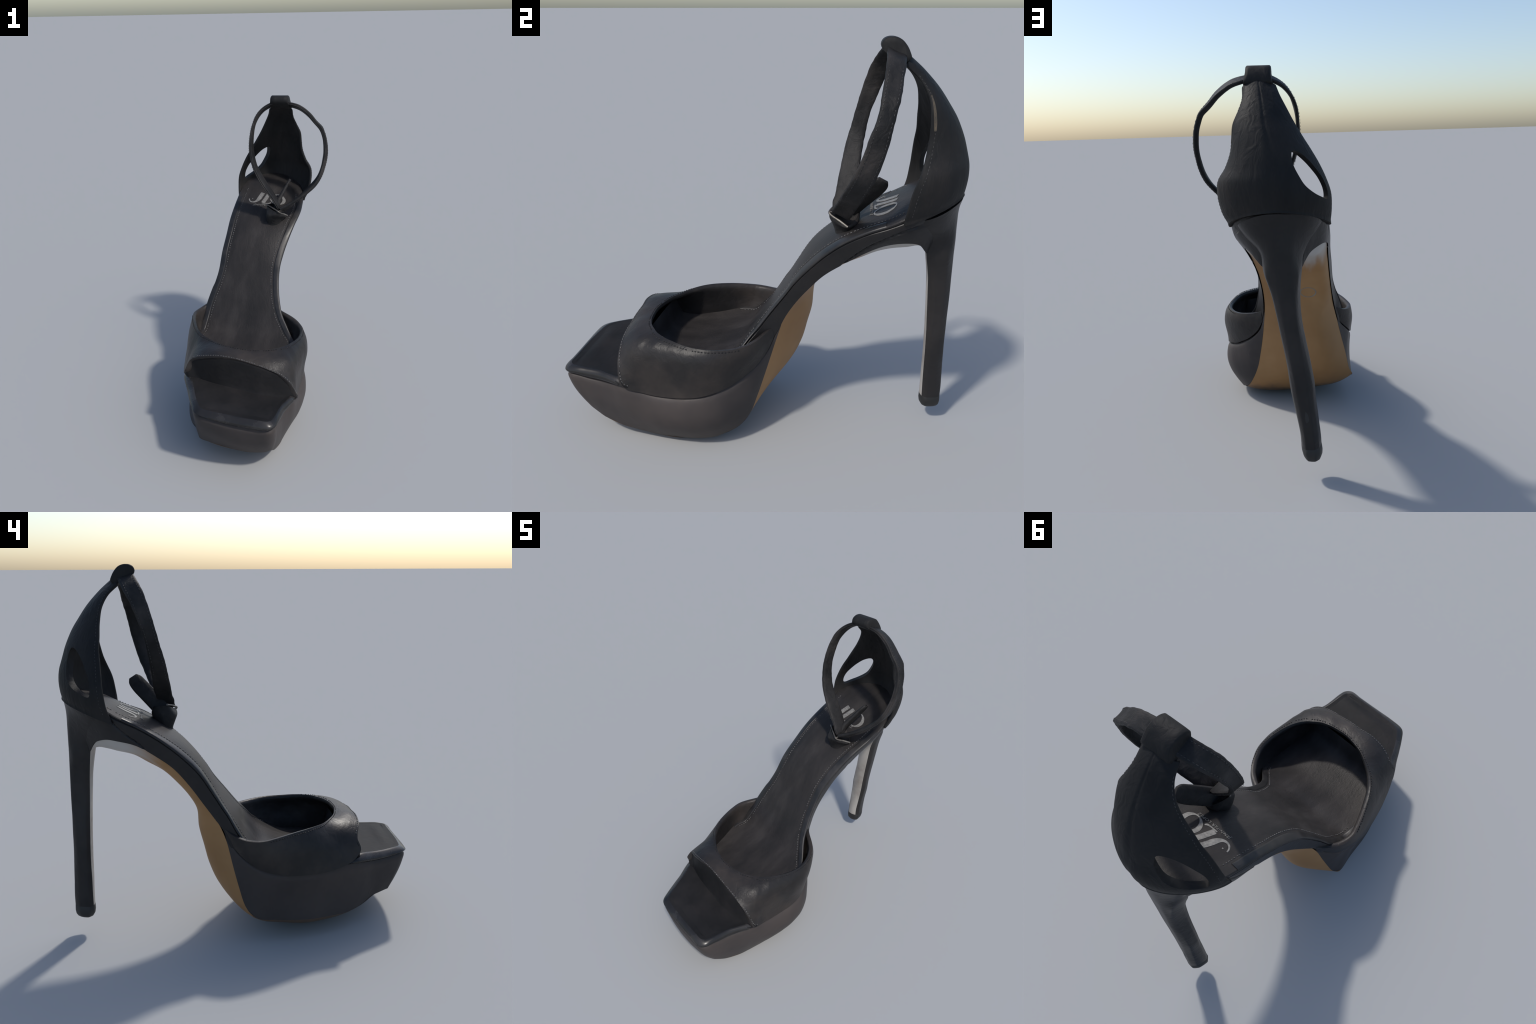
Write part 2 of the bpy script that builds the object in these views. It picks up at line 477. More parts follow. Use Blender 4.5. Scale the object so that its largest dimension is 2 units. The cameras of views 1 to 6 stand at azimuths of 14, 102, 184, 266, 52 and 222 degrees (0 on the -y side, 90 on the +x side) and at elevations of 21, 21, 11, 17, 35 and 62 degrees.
def skirt(rim, low, inn, frac, puff):
    """side band: rounded top lip, fine groove under the lip and one at frac of its height"""
    vs = np.r_[0, .03, .08, .12, .16, np.linspace(.22, 1, 16)]
    out = []
    for i in range(len(rim)):
        row = []
        o = unit(rim[i] - inn[i])
        hip = puff * float(np.interp(rim[i, 1], [.45, .6, .75, .86], [0, 1, 1, 0]))
        for v in vs:
            q = lerp(rim[i], low[i], v)
            off = 0.007 * min(1, v / .03) if v < .10 else (0.001 if v < .14 else 0.007)
            d = abs(v - frac[i])
            off += hip * math.sin(math.pi * v) - 0.010 * max(0, 1 - d / 0.06)
            row.append(q + o * off)
        out.append(row)
    return np.array(out)


ys = FR[:, 0, 1]
fracL = np.interp(ys, [.40, .486, .52, .60, .67, .80], [2.0, 1.0, .84, .62, .30, .2])
fracR = np.interp(ys, [.36, .42, .52, .631, .685, .80], [2.0, 1.0, .72, .55, .45, .4])
skL = skirt(FR[:, 0], FR[:, 3], fb_top[:, 3], fracL, .004)
skR = skirt(FR[:, 1], FR[:, 4], fb_top[:, -4], fracR, .013)
footbed = link("footbed", mesh_from("footbed", [grid(fb_top)], recalc=True), INSOLE, sharp=60)
for sd in (0, 1):
    a, b = (FR[:, 0], FR[:, 1]) if sd == 0 else (FR[:, 1], FR[:, 0])
    f = .034 / np.linalg.norm(b - a, axis=1)
    col = []
    for t, h in ((-.20, -.004), (-.12, .0010), (.02, .0030), (.35, .0034), (.8, .0032), (1.0, .0024), (1.06, .0002)):
        x = np.clip(f * t, -.05, 1)
        row = []
        for i in range(len(FR)):
            j = (x[i] if sd == 0 else 1 - x[i]) * (NB - 1)
            k = int(np.clip(math.floor(j), 0, NB - 2))
            row.append(lerp(fb_top[i, k], fb_top[i, k + 1], j - k) + fbn[i, k] * h)
        col.append(row)
    g = np.array(col)[:, 30:128]
    link("footbed_border", mesh_from("footbed_border", [grid(g)]), BORDER, parent=footbed, sharp=60)
band_l = mesh_from("shank_band", [grid(skL), grid(skR)])
shank = link("shank_band", band_l, GLOSS, sharp=35)

# ------------------------------------------------------------------ 4. open toe shelf
# a U-shaped rolled welt (groove on the platform, crest) and the flat deck inside it, running in under the vamp
WELT = [
    [(-.318, -.500, .398), (-.300, -.500, .425)],
    [(-.306, -.560, .409), (-.284, -.570, .440)],
    [(-.296, -.610, .405), (-.266, -.622, .446)],
    [(-.275, -.658, .402), (-.242, -.662, .446)],
    [(-.235, -.729, .391), (-.210, -.722, .436)],
    [(-.198, -.801, .387), (-.178, -.792, .429)],
    [(-.150, -.890, .388), (-.134, -.872, .424)],
    [(-.122, -.932, .391), (-.110, -.906, .420)],
    [(-.100, -.946, .388), (-.088, -.922, .417)],
    [(-.009, -.955, .372), (-.009, -.934, .413)],
    [(.071, -.954, .357), (.071, -.938, .410)],
    [(.154, -.953, .348), (.154, -.940, .404)],
    [(.237, -.952, .344), (.237, -.940, .400)],
    [(.318, -.952, .348), (.304, -.938, .397)],
    [(.342, -.928, .352), (.330, -.916, .394)],
    [(.346, -.882, .350), (.343, -.877, .396)],
    [(.349, -.822, .340), (.350, -.815, .395)],
    [(.354, -.756, .336), (.358, -.750, .394)],
    [(.372, -.686, .340), (.376, -.690, .392)],
    [(.396, -.618, .344), (.390, -.620, .390)],
    [(.387, -.540, .333), (.372, -.540, .396)],
    [(.385, -.490, .325), (.358, -.490, .395)],
]
up = np.array([0, 0, 1.0])
WR = spl_rows(WELT, 200)
wt = unit(np.gradient(WR[:, 1], axis=0))
wo = unit(np.cross(wt, up))
wo *= np.sign(np.sum(wo * (WR[:, 1] - np.array([.1, -.6, .4])) * np.array([1, 1, 0]), axis=1))[:, None]
rows = []
for t, o, dz in ((0, -.014, 0), (.12, -.010, 0), (.24, .006, 0), (.4, .013, 0), (.58, .013, 0), (.78, .008, 0), (.92, .001, 0), (1, -.005, .001), (1, -.012, .0015), (1, -.022, .001), (1, -.034, .001)):
    rows.append(lerp(WR[:, 0], WR[:, 1], t) + wo * o + up * dz)
welt_g = np.array(rows)
inner = welt_g[-1]
facing = np.where(wo[:, 1] < -.75)[0]
iL, iR = facing[0], facing[-1]
nl = 70
Li, Ri = spl(inner[:iL + 1], nl), spl(inner[iR:][::-1], nl)
deck = []
for i in range(nl):
    y = (Li[i, 1] + Ri[i, 1]) / 2
    lift = (.001 + .011 * math.exp(-((y + .865) / .045) ** 2)) * min(1, (nl - 1 - i) / 14)
    deck.append([lerp(Li[i], Ri[i], q) + up * lift * math.sin(math.pi * q) ** .8 for q in np.linspace(0, 1, 25)])
front_edge = spl(inner[iL:iR + 1], 25)
for t in (.25, .5, .75, 1):
    deck.append(lerp(np.array(deck[nl - 1]), front_edge, t))
deck = np.array(deck)
toe = link("toe_bed", mesh_from("toe_bed", [grid(welt_g[-3:]), grid(deck)]), DECK, sharp=60)
link("toe_welt", mesh_from("toe_welt", [grid(welt_g[:-2])]), WELTM, parent=toe, sharp=60)

# ------------------------------------------------------------------ 5. vamp
OUT = [(-.288, .112, .602), (-.330, .070, .552), (-.364, .024, .507), (-.390, -.030, .470), (-.400, -.094, .437), (-.409, -.163, .421),
       (-.406, -.235, .408), (-.384, -.350, .400), (-.358, -.450, .401), (-.324, -.550, .420), (-.300, -.604, .445), (-.280, -.638, .490),
       (-.252, -.620, .550), (-.205, -.636, .586), (-.155, -.648, .604), (-.069, -.651, .617), (.011, -.644, .611), (.091, -.645, .601),
       (.170, -.645, .583), (.248, -.646, .562), (.322, -.640, .528), (.384, -.628, .464), (.418, -.606, .371), (.408, -.560, .342),
       (.399, -.510, .330), (.394, -.451, .318), (.393, -.368, .316), (.397, -.282, .326), (.388, -.205, .338), (.358, -.136, .353),
       (.318, -.078, .370), (.284, -.036, .393), (.225, .028, .437), (.167, .078, .500), (.130, .108, .570)]
RIM = [(-.312, .112, .648), (-.352, .062, .622), (-.383, .010, .610), (-.402, -.047, .608), (-.404, -.095, .611), (-.386, -.160, .619),
       (-.352, -.245, .629), (-.295, -.355, .635), (-.232, -.428, .633), (-.152, -.480, .628), (-.085, -.515, .627), (-.022, -.532, .626),
       (.039, -.542, .626), (.096, -.539, .623), (.152, -.530, .620), (.208, -.510, .617), (.250, -.480, .615), (.287, -.448, .613),
       (.322, -.395, .609), (.346, -.335, .603), (.361, -.276, .596), (.367, -.222, .592), (.365, -.165, .590), (.352, -.108, .588), (.325, -.047, .586),
       (.286, .005, .588), (.240, .040, .595), (.182, .072, .606), (.140, .098, .622)]
# pair the two borders: (index of OUT, index of RIM)
PAIR = [(0, 0), (3, 2), (5, 4.2), (7, 6.2), (9, 7.2), (10.5, 7.8), (12, 8.4), (14, 9.4), (16, 11.2), (18, 13.2), (19.5, 15), (20.6, 16.2), (21.6, 17), (22.8, 17.8), (24.5, 18.8),
        (26, 19.8), (27, 20.8), (29, 22.8), (31, 24.6), (33, 27), (34, 28)]
NO, NVV = 220, 17


def at(curve, idx):
    n = 2000
    d = spl(curve, n)
    c = np.asarray(curve, float)
    # arc-length position of each control point on the dense curve
    pos = [int(np.argmin(np.linalg.norm(d - q, axis=1))) for q in c]
    return np.stack([np.interp(np.interp(idx, range(len(c)), pos), range(n), d[:, k]) for k in range(3)], 1)


pr = np.array(PAIR)
uu = np.linspace(0, len(pr) - 1, NO)
io = np.interp(uu, range(len(pr)), pr[:, 0])
ir = np.interp(uu, range(len(pr)), pr[:, 1])
vo, vr = at(OUT, io), at(RIM, ir)
swell = np.interp(io, [0, 3, 7, 9, 10, 12, 15, 18, 20, 21.5, 23, 25, 27, 29, 31, 34], [0, .006, .014, .010, .006, .006, .010, .014, .026, .042, .047, .040, .036, .032, .018, .0])
peak = np.interp(io, [0, 12, 18, 20, 23, 27, 31, 34], [1.3, 1, 1, 1.3, 1.9, 1.7, 1.3, 1])
rows = []
for v in np.linspace(0, 1, NVV):
    p = lerp(vo, vr, v)
    d = p - np.array([0.02, -.28, .36])
    d[:, 1] *= .6
    rows.append(p + unit(d) * (swell * np.sin(math.pi * v ** peak))[:, None])
vamp_g = np.array(rows)
for a in range(1, NVV - 1):
    for b in range(NO):
        q = vamp_g[a, b]
        w = (wobble(q, 5.5, .007, 11) + wobble(q, 14, .0025, 4)) * math.sin(math.pi * a / (NVV - 1))
        vamp_g[a, b] = q + unit(q - np.array([.02, -.28, .36])) * w
vv = np.linspace(0, 1, NVV)[:, None]
side = np.interp(io, [0, 4, 8, 11, 13, 20, 22, 26, 31, 34], [0, .6, 1.0, .7, .1, .3, .9, .5, .3, 0])
vamp_th = (.024 + (.042 * side + swell)[None] * np.clip(1 - vv, 0, 1) ** .6 * np.clip(vv / .12, .2, 1))[..., None]
me = shell("vamp", vamp_g, vamp_th, outward_from=(0.02, -.25, .3))
vamp = link("vamp", me, VAMP, sharp=60)

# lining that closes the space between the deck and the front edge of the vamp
mem_top = lerp(vamp_g[0], vamp_g[1], .3)[int(np.argmax(io > 10.5)):int(np.argmax(io > 22.6))]
k = len(mem_top)
q = np.linspace(0, 1, k)[:, None]
mem_low = lerp(np.array([-.262, -.640, .440]), np.array([.384, -.650, .386]), q) + np.array([0, -.062, .004]) * np.sin(math.pi * q) ** .55 * (.15 + .80 * q)
rows = [mem_low + np.array([0, -.03, -.006]) * np.sin(math.pi * q) ** .4]
for t in np.linspace(0, 1, 14):
    p = lerp(mem_low, mem_top + np.array([0, .002, -.004]), t)
    p[:, 2] -= .034 * math.sin(math.pi * t ** .8) * np.sin(math.pi * q[:, 0]) ** .5
    rows.append(p)
link("toe_lining", shell("toe_lining", np.array(rows), .012, outward_from=(0, -.3, .4)), DECK, parent=vamp, sharp=60)

# ------------------------------------------------------------------ 6. heel counter
# left front edge, back seam, right front edge, from the seat up to the tongue
CN = [
    [(-.276, .672, 1.226), (-.030, .958, 1.322), (.214, .702, 1.226)],
    [(-.284, .700, 1.310), (-.030, .965, 1.360), (.252, .714, 1.300)],
    [(-.281, .710, 1.387), (-.025, .968, 1.410), (.268, .731, 1.385)],
    [(-.259, .714, 1.456), (-.015, .963, 1.465), (.260, .753, 1.455)],
    [(-.229, .719, 1.523), (-.004, .950, 1.515), (.220, .769, 1.520)],
    [(-.192, .727, 1.589), (.011, .929, 1.586), (.192, .779, 1.590)],
    [(-.151, .727, 1.656), (.027, .895, 1.665), (.183, .782, 1.650)],
    [(-.111, .725, 1.725), (.038, .848, 1.735), (.176, .778, 1.715)],
    [(-.076, .715, 1.793), (.047, .795, 1.808), (.152, .764, 1.772)],
    [(-.045, .684, 1.853), (.055, .736, 1.870), (.134, .724, 1.832)],
    [(-.024, .630, 1.902), (.060, .672, 1.925), (.138, .661, 1.890)],
]
CR = spl_rows(CN, 110)


def quarter(edge, back, p, n):
    a = np.linspace(0, math.pi / 2, n)
    c, s = np.cos(a) ** (2 / p), np.sin(a) ** (2 / p)
    return np.stack([back[0] + (edge[0] - back[0]) * c, edge[1] + (back[1] - edge[1]) * s, edge[2] + (back[2] - edge[2]) * s], 1)


rows = []
for l, b, r in CR:
    f = np.clip((b[2] - 1.60) / .25, 0, 1)
    q1 = quarter(l, b, lerp(1.62, 1.40, f), 30)
    q2 = quarter(r, b, lerp(1.80, 1.72, f), 30)[::-1]
    ring = np.vstack([q1, q2[1:]])
    ring[:, 0] += .010 * np.clip(1 - (b[2] - 1.322) / .05, 0, 1) * np.interp(np.arange(len(ring)), [0, 38, 48, 58], [0, 0, 1, .4])
    ring = spl(ring, 64)
    ring[:, :2] += unit(ring[:, :2] - np.array([-.02, .76])) * .005 * np.clip(1 - len(rows) / 3.0, 0, 1)
    rows.append(ring)
cn_g = np.array(rows)
for i in range(cn_g.shape[0]):
    for j in range(cn_g.shape[1]):
        w = wobble(cn_g[i, j], 7.0, 0.006)
        cn_g[i, j, 1] += w * .6
        # shallow sunken seam down the back
        cn_g[i, j, 1] -= 0.004 * math.exp(-((j - 32) / 1.3) ** 2)
ii, jj = np.meshgrid(np.linspace(0, 1, cn_g.shape[0]), np.linspace(-1, 1, cn_g.shape[1]), indexing="ij")
cn_th = (.016 + .024 * np.clip(1 - jj ** 4, 0, 1) * np.clip((1 - ii) * 3, 0, 1))[..., None]
counter = link("heel_counter", shell("heel_counter", cn_g, cn_th, outward_from=(0, .70, 1.45)), COUNTER, sharp=60)
HOLE = [(-.114, .882, 1.592), (-.134, .835, 1.580), (-.163, .798, 1.542), (-.195, .776, 1.499), (-.226, .762, 1.455), (-.246, .757, 1.407), (-.250, .767, 1.362),
        (-.226, .817, 1.376), (-.189, .861, 1.401), (-.149, .889, 1.439), (-.123, .897, 1.488), (-.107, .897, 1.545)]
hp = spl(HOLE, 60, closed=True)
hd = unit(np.array([-.72, .69, 0.02]))
cut = bpy.data.objects.new("cutter", mesh_from("cutter", tube_rings([hp - hd * .09, hp + hd * .09])))
bpy.context.scene.collection.objects.link(cut)
bo = counter.modifiers.new("hole", "BOOLEAN")
bo.object, bo.operation, bo.solver = cut, "DIFFERENCE", "EXACT"
bpy.context.view_layer.update()
dg = bpy.context.evaluated_depsgraph_get()
new = bpy.data.meshes.new_from_object(counter.evaluated_get(dg))
counter.modifiers.clear()
counter.data = new
new.name = "heel_counter"
for f in new.polygons:
    f.use_smooth = True
new.set_sharp_from_angle(angle=math.radians(50))
bpy.data.objects.remove(cut)

# loop at the top of the counter that carries the strap
PROF = [(.676, 1.916), (.668, 1.944), (.654, 1.968), (.632, 1.990), (.604, 2.000), (.577, 1.999), (.557, 1.988), (.549, 1.968), (.556, 1.950),
        (.585, 1.928), (.620, 1.910), (.652, 1.900)]
pf = spl(np.array(PROF), 40, closed=True)
pc = pf.mean(0)
rings = []
for x, s, dy, dz in ((.000, .60, -.006, -.004), (.001, .93, -.006, -.002), (.006, .99, -.006, 0), (.030, 1.0, -.004, 0), (.060, 1.0, -.001, 0),
                     (.092, 1.0, .002, 0), (.116, .99, .004, 0), (.121, .93, .004, -.002), (.122, .60, .004, -.004)):
    q = (pf - pc) * s + pc
    flare = np.clip((1.965 - q[:, 1]) / .06, 0, 1) * .011 * (-1 if x < .05 else 1) * min(1, abs(x - .06) / .05)
    rings.append(np.stack([x + flare, q[:, 0] + dy, np.minimum(q[:, 1] + dz, 2.0)], 1))
link("strap_loop", mesh_from("strap_loop", tube_rings(rings)), COUNTER, parent=counter, sharp=60)

# ------------------------------------------------------------------ 7. ankle strap: front edge, rear edge
STRAP = [
    [(.088, .386, 1.222), (.078, .452, 1.232)],
    [(.072, .374, 1.262), (.060, .462, 1.285)],
    [(.045, .383, 1.300), (.030, .472, 1.325)],
    [(-.007, .389, 1.366), (-.028, .476, 1.406)],
    [(-.054, .397, 1.433), (-.070, .479, 1.470)],
    [(-.096, .407, 1.510), (-.102, .484, 1.530)],
    [(-.122, .424, 1.582), (-.122, .495, 1.604)],
    [(-.134, .440, 1.656), (-.132, .510, 1.672)],
    [(-.132, .458, 1.730), (-.134, .531, 1.732)],
    [(-.119, .479, 1.804), (-.126, .556, 1.803)],
    [(-.094, .504, 1.874), (-.100, .588, 1.862)],
    [(-.055, .532, 1.922), (-.060, .612, 1.905)],
    [(.000, .556, 1.955), (-.005, .632, 1.932)],
    [(.060, .572, 1.968), (.060, .645, 1.945)],
    [(.130, .584, 1.958), (.130, .656, 1.930)],
    [(.199, .589, 1.940), (.200, .660, 1.908)],
    [(.273, .590, 1.890), (.266, .658, 1.866)],
    [(.320, .586, 1.838), (.313, .655, 1.822)],
    [(.365, .582, 1.790), (.357, .650, 1.782)],
    [(.390, .578, 1.739), (.376, .643, 1.738)],
    [(.404, .566, 1.686), (.388, .636, 1.698)],
    [(.412, .549, 1.635), (.393, .628, 1.655)],
    [(.410, .534, 1.579), (.395, .620, 1.608)],
    [(.400, .513, 1.522), (.392, .607, 1.562)],
    [(.382, .489, 1.462), (.384, .592, 1.510)],
    [(.345, .458, 1.398), (.358, .568, 1.440)],
    [(.290, .433, 1.347), (.305, .535, 1.372)],
    [(.225, .408, 1.300), (.235, .500, 1.302)],
    [(.160, .385, 1.262), (.165, .468, 1.240)],
    [(.112, .370, 1.238), (.125, .450, 1.205)],
]
ST = spl_rows(STRAP, 200)
axis = np.array([.10, 0, 0])
tg = unit(np.gradient((ST[:, 0] + ST[:, 1]) / 2, axis=0))
wd = unit(ST[:, 1] - ST[:, 0])
nm = unit(np.cross(tg, wd))
c0 = np.array([.11, .52, 1.55])
nm *= np.sign(np.sum(nm * ((ST[:, 0] + ST[:, 1]) / 2 - c0), axis=1))[:, None]
th = np.interp(np.linspace(0, 1, 200), [0, .35, .5, .62, 1], [.015, .016, .018, .024, .020])
push = np.interp(np.linspace(0, 1, 200), [0, .1, .25, .42, .55, .65, .8, .95, 1], [0, -.003, -.004, 0, .001, -.001, -.001, 0, 0])
SEC = [(0, -.5), (-.05, -.25), (-.02, 0.02), (.08, .16), (.3, .10), (.5, .08), (.7, .10), (.92, .16), (1.02, .02), (1.05, -.25), (1.0, -.5), (1.02, -.8),
       (.92, -1.02), (.7, -1.0), (.5, -1.0), (.3, -1.0), (.08, -1.02), (-.02, -.8)]
rings = []
for i in range(200):
    F, B = ST[i]
    F, B = F + nm[i] * push[i], B + nm[i] * push[i]
    F = F - wd[i] * wobble(F, 40, .0022, 3) - nm[i] * th[i] * .15
    B = B + wd[i] * wobble(B, 40, .0026, 9) - nm[i] * th[i] * .15
    k = wobble((F + B) / 2, 9, .003, 5)
    rings.append([lerp(F, B, a) + nm[i] * (b * th[i] + k * (1 - abs(2 * a - 1))) for a, b in SEC])
strap = link("ankle_strap", mesh_from("ankle_strap", tube_rings(rings)), LEATHER, sharp=60)

# free end of the strap standing up behind the buckle: centre, half width, thickness
TAB = [((.060, .432, 1.215), .042), ((.066, .470, 1.262), .044), ((.088, .520, 1.315), .045), ((.108, .562, 1.358), .044), ((.123, .586, 1.387), .038), ((.130, .598, 1.402), .024)]
tc = spl([list(p) + [w] for p, w in TAB], 30)
wdir = unit(np.array([.040, -.055, .062]))
rings = []
for i in range(30):
    c = tc[i, :3]
    t = unit(np.gradient(tc[:, :3], axis=0)[i])
    w = unit(wdir - t * (wdir @ t))
    n = np.cross(t, w)
    hw = tc[i, 3]
    h = float(np.interp(i, [0, 12, 29], [.020, .013, .008]))
    rings.append([c + w * hw * a + n * h * b for a, b in ((-1, -.6), (-1.04, 0), (-1, .6), (-.9, 1), (0, 1.1), (.9, 1), (1, .6), (1.04, 0), (1, -.6), (.9, -1), (0, -.9), (-.9, -1))])
link("strap_end", mesh_from("strap_end", tube_rings(rings)), LEATHER, parent=strap, sharp=60)

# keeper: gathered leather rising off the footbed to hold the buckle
KEEP = [
    [(.000, .425, 1.108), (.025, .385, 1.095), (.075, .395, 1.100), (.110, .440, 1.115), (.085, .480, 1.140), (.030, .475, 1.140)],
    [(.002, .420, 1.135), (.028, .384, 1.130), (.076, .392, 1.130), (.108, .440, 1.140), (.085, .485, 1.160), (.030, .475, 1.165)],
    [(-.002, .412, 1.170), (.022, .372, 1.168), (.078, .378, 1.165), (.122, .440, 1.160), (.092, .490, 1.175), (.028, .485, 1.195)],
    [(.002, .408, 1.220), (.018, .366, 1.205), (.090, .362, 1.200), (.138, .446, 1.172), (.094, .490, 1.190), (.025, .490, 1.225)],
    [(.006, .405, 1.258), (.035, .382, 1.242), (.097, .364, 1.222), (.136, .446, 1.182), (.090, .484, 1.206), (.030, .484, 1.250)],
]
kr = spl_rows(KEEP, 24)
rings = [spl(q, 40, closed=True) for q in kr]
top = rings[-1]
tcn = top.mean(0)
for s in (.9, .75, .4):
    rings.append(lerp(tcn, top, s) - up * (.012 if s < .9 else .004))
keeper = link("buckle_keeper", mesh_from("buckle_keeper", tube_rings(rings)), LEATHER, parent=strap, sharp=60)


def rod(name, pts, r, mat, parent, n=40, flat=1.0):
    c = spl(pts, n)
    t = unit(np.gradient(c, axis=0))
    a = unit(np.cross(t, np.array([.3, .2, .93])))
    b = np.cross(t, a)
    ang = np.linspace(0, 2 * math.pi, 10, endpoint=False)
    rings = [[c[i] + a[i] * r * math.cos(q) + b[i] * r * flat * math.sin(q) for q in ang] for i in range(n)]
    return link(name, mesh_from(name, tube_rings(rings)), mat, parent=parent)


rod("buckle", [(.000, .408, 1.266), (.045, .383, 1.252), (.088, .362, 1.235), (.099, .360, 1.228), (.108, .372, 1.218), (.126, .415, 1.198), (.142, .452, 1.178)],
    .0055, METAL, strap)
rod("buckle_prong", [(.097, .364, 1.232), (.110, .400, 1.236), (.118, .440, 1.232), (.120, .470, 1.225)], .0035, METAL, strap)

# ------------------------------------------------------------------ 8. heel
# eight points a section: front left, side, back corner, back ridge | back ridge, back corner, side, front right
HEEL = [
    [(-.225, .690, 1.218), (-.232, .775, 1.258), (-.178, .880, 1.298), (-.078, .942, 1.312), (.030, .950, 1.312), (.125, .890, 1.280), (.165, .820, 1.250), (.160, .712, 1.218)],
    [(-.200, .715, 1.165), (-.205, .778, 1.200), (-.160, .868, 1.238), (-.080, .934, 1.255), (.012, .938, 1.255), (.105, .880, 1.222), (.134, .815, 1.198), (.126, .724, 1.165)],
    [(-.140, .802, 1.095), (-.146, .832, 1.115), (-.117, .897, 1.145), (-.083, .934, 1.165), (-.004, .937, 1.165), (.040, .902, 1.135), (.060, .850, 1.120), (.058, .803, 1.104)],
    [(-.134, .816, 1.035), (-.137, .850, 1.040), (-.115, .908, 1.045), (-.084, .938, 1.050), (-.010, .940, 1.050), (.026, .912, 1.045), (.046, .862, 1.040), (.050, .812, 1.045)],
    [(-.124, .828, .930), (-.130, .855, .930), (-.119, .915, .930), (-.098, .940, .930), (-.030, .941, .930), (-.004, .915, .930), (.012, .862, .930), (.014, .827, .930)],
    [(-.131, .836, .800), (-.138, .862, .800), (-.130, .920, .800), (-.110, .942, .800), (-.050, .943, .800), (-.025, .918, .800), (-.012, .870, .800), (-.013, .836, .800)],
    [(-.146, .842, .682), (-.152, .868, .682), (-.145, .920, .682), (-.124, .943, .682), (-.066, .944, .682), (-.044, .920, .682), (-.032, .872, .682), (-.035, .843, .682)],
    [(-.162, .846, .570), (-.168, .872, .570), (-.158, .922, .570), (-.138, .945, .570), (-.082, .945, .570), (-.062, .920, .570), (-.052, .876, .570), (-.054, .849, .570)],
    [(-.177, .850, .441), (-.182, .874, .441), (-.172, .924, .441), (-.152, .948, .441), (-.103, .948, .441), (-.084, .924, .441), (-.070, .878, .441), (-.072, .853, .441)],
    [(-.188, .850, .330), (-.194, .874, .330), (-.186, .926, .330), (-.166, .952, .330), (-.122, .951, .330), (-.102, .926, .330), (-.088, .880, .330), (-.091, .855, .330)],
    [(-.198, .851, .230), (-.206, .874, .230), (-.196, .930, .230), (-.176, .957, .230), (-.136, .955, .230), (-.116, .930, .230), (-.104, .884, .230), (-.110, .858, .230)],
    [(-.202, .851, .168), (-.210, .874, .168), (-.200, .930, .168), (-.180, .957, .168), (-.140, .955, .168), (-.120, .930, .168), (-.107, .884, .168), (-.115, .860, .168)],
]
HR = spl_rows(HEEL, 90)
heel_rows = []
for q in HR:
    low = np.clip((1.0 - q[0, 2]) / .1, 0, 1)
    q = q.copy()
    side = np.clip((1.06 - q[0, 2]) / .05, 0, 1)
    foot = np.clip((.75 - q[0, 2]) / .25, 0, 1)
    q[1, 0] = lerp(q[1, 0], q[0, 0] - .001 - .011 * foot, side)
    q[2, 0] = lerp(q[2, 0], q[0, 0] + .010 - .011 * foot, side)
    q[6, 0] = lerp(q[6, 0], q[7, 0] + .001, side)
    q[5, 0] = lerp(q[5, 0], q[7, 0] - .009, side)
    q[0] += np.array([.012 - .004 * foot, .003, 0]) * low
    q[7] += np.array([-.013, .003, 0]) * low
    # the cover is drawn tight over flat facets, so the section is only half rounded
    sm = spl(q, 40)
    cl = np.r_[0, np.cumsum(np.linalg.norm(np.diff(q, axis=0), axis=1))]
    tl = np.linspace(0, cl[-1], 40)
    fl = np.stack([np.interp(tl, cl, q[:, k]) for k in range(3)], 1)
    heel_rows.append(lerp(sm, fl, .62 * float(side)))
hg = np.array(heel_rows)
for i in range(12, hg.shape[0]):
    for j in range(3, 37):
        k = wobble(hg[i, j], 8, .003, 2)
        hg[i, j, 0] += k
        hg[i, j, 1] += k * .5
front = np.array([[lerp(r[0], r[-1], t) + np.array([0, -.008 * math.sin(math.pi * t), 0]) for t in np.linspace(0, 1, 9)] for r in hg])
heel = link("heel", mesh_from("heel", [grid(hg), fan(hg[0])]), GLOSS, sharp=55)
bm = bmesh.new()
link("heel_breast", mesh_from("heel_breast", [grid(front[16:])]), SILVER, parent=heel)
# small thin dark patch laid on the back of the heel
hb = BVHTree.FromObject(heel, bpy.context.evaluated_depsgraph_get())
sl = [(-.141, .362), (-.150, .350), (-.156, .318), (-.143, .306), (-.138, .330)]
sc = spl(sl, 24, closed=True)
slot = []
for k, d in ((1, -.002), (1, .0004), (.8, .0007), (.3, .0007)):
    c2 = lerp(sc.mean(0), sc, k)
    slot.append([np.array(hb.ray_cast(Vector((x, 3, z)), Vector((0, -1, 0)))[0]) + np.array([0, d, 0]) for x, z in c2])
link("heel_dark_patch", mesh_from("heel_dark_patch", tube_rings(slot)), TIP, parent=heel)
# top piece
last = np.vstack([hg[-1], front[-1][::-1][1:-1]])
cc = last.mean(0)
rings = []
for dz, s in ((.004, .96), (.0, 1.012), (-.03, 1.03), (-.05, .97), (-.064, .82), (-.074, .5)):
    q = (last - cc) * s + cc
    q[:, 2] = last[:, 2] + dz
    rings.append(q + np.array([-.10, 0, 0]) * max(0, -dz))
link("heel_tip", mesh_from("heel_tip", tube_rings(rings)), TIP, parent=heel, sharp=60)

# ------------------------------------------------------------------ 9. print on the footbed
bvh = BVHTree.FromObject(footbed, bpy.context.evaluated_depsgraph_get())


def drop(x, y, lift=.0018):
    h = bvh.ray_cast(Vector((x, y, 3)), Vector((0, 0, -1)))
    n = h[1] if h[1].z > 0 else -h[1]
    return np.array(h[0] + n * lift), np.array(n)


def on_foot(p2, lift=.0018):
    return np.array([drop(p[0], p[1], lift)[0] for p in p2])


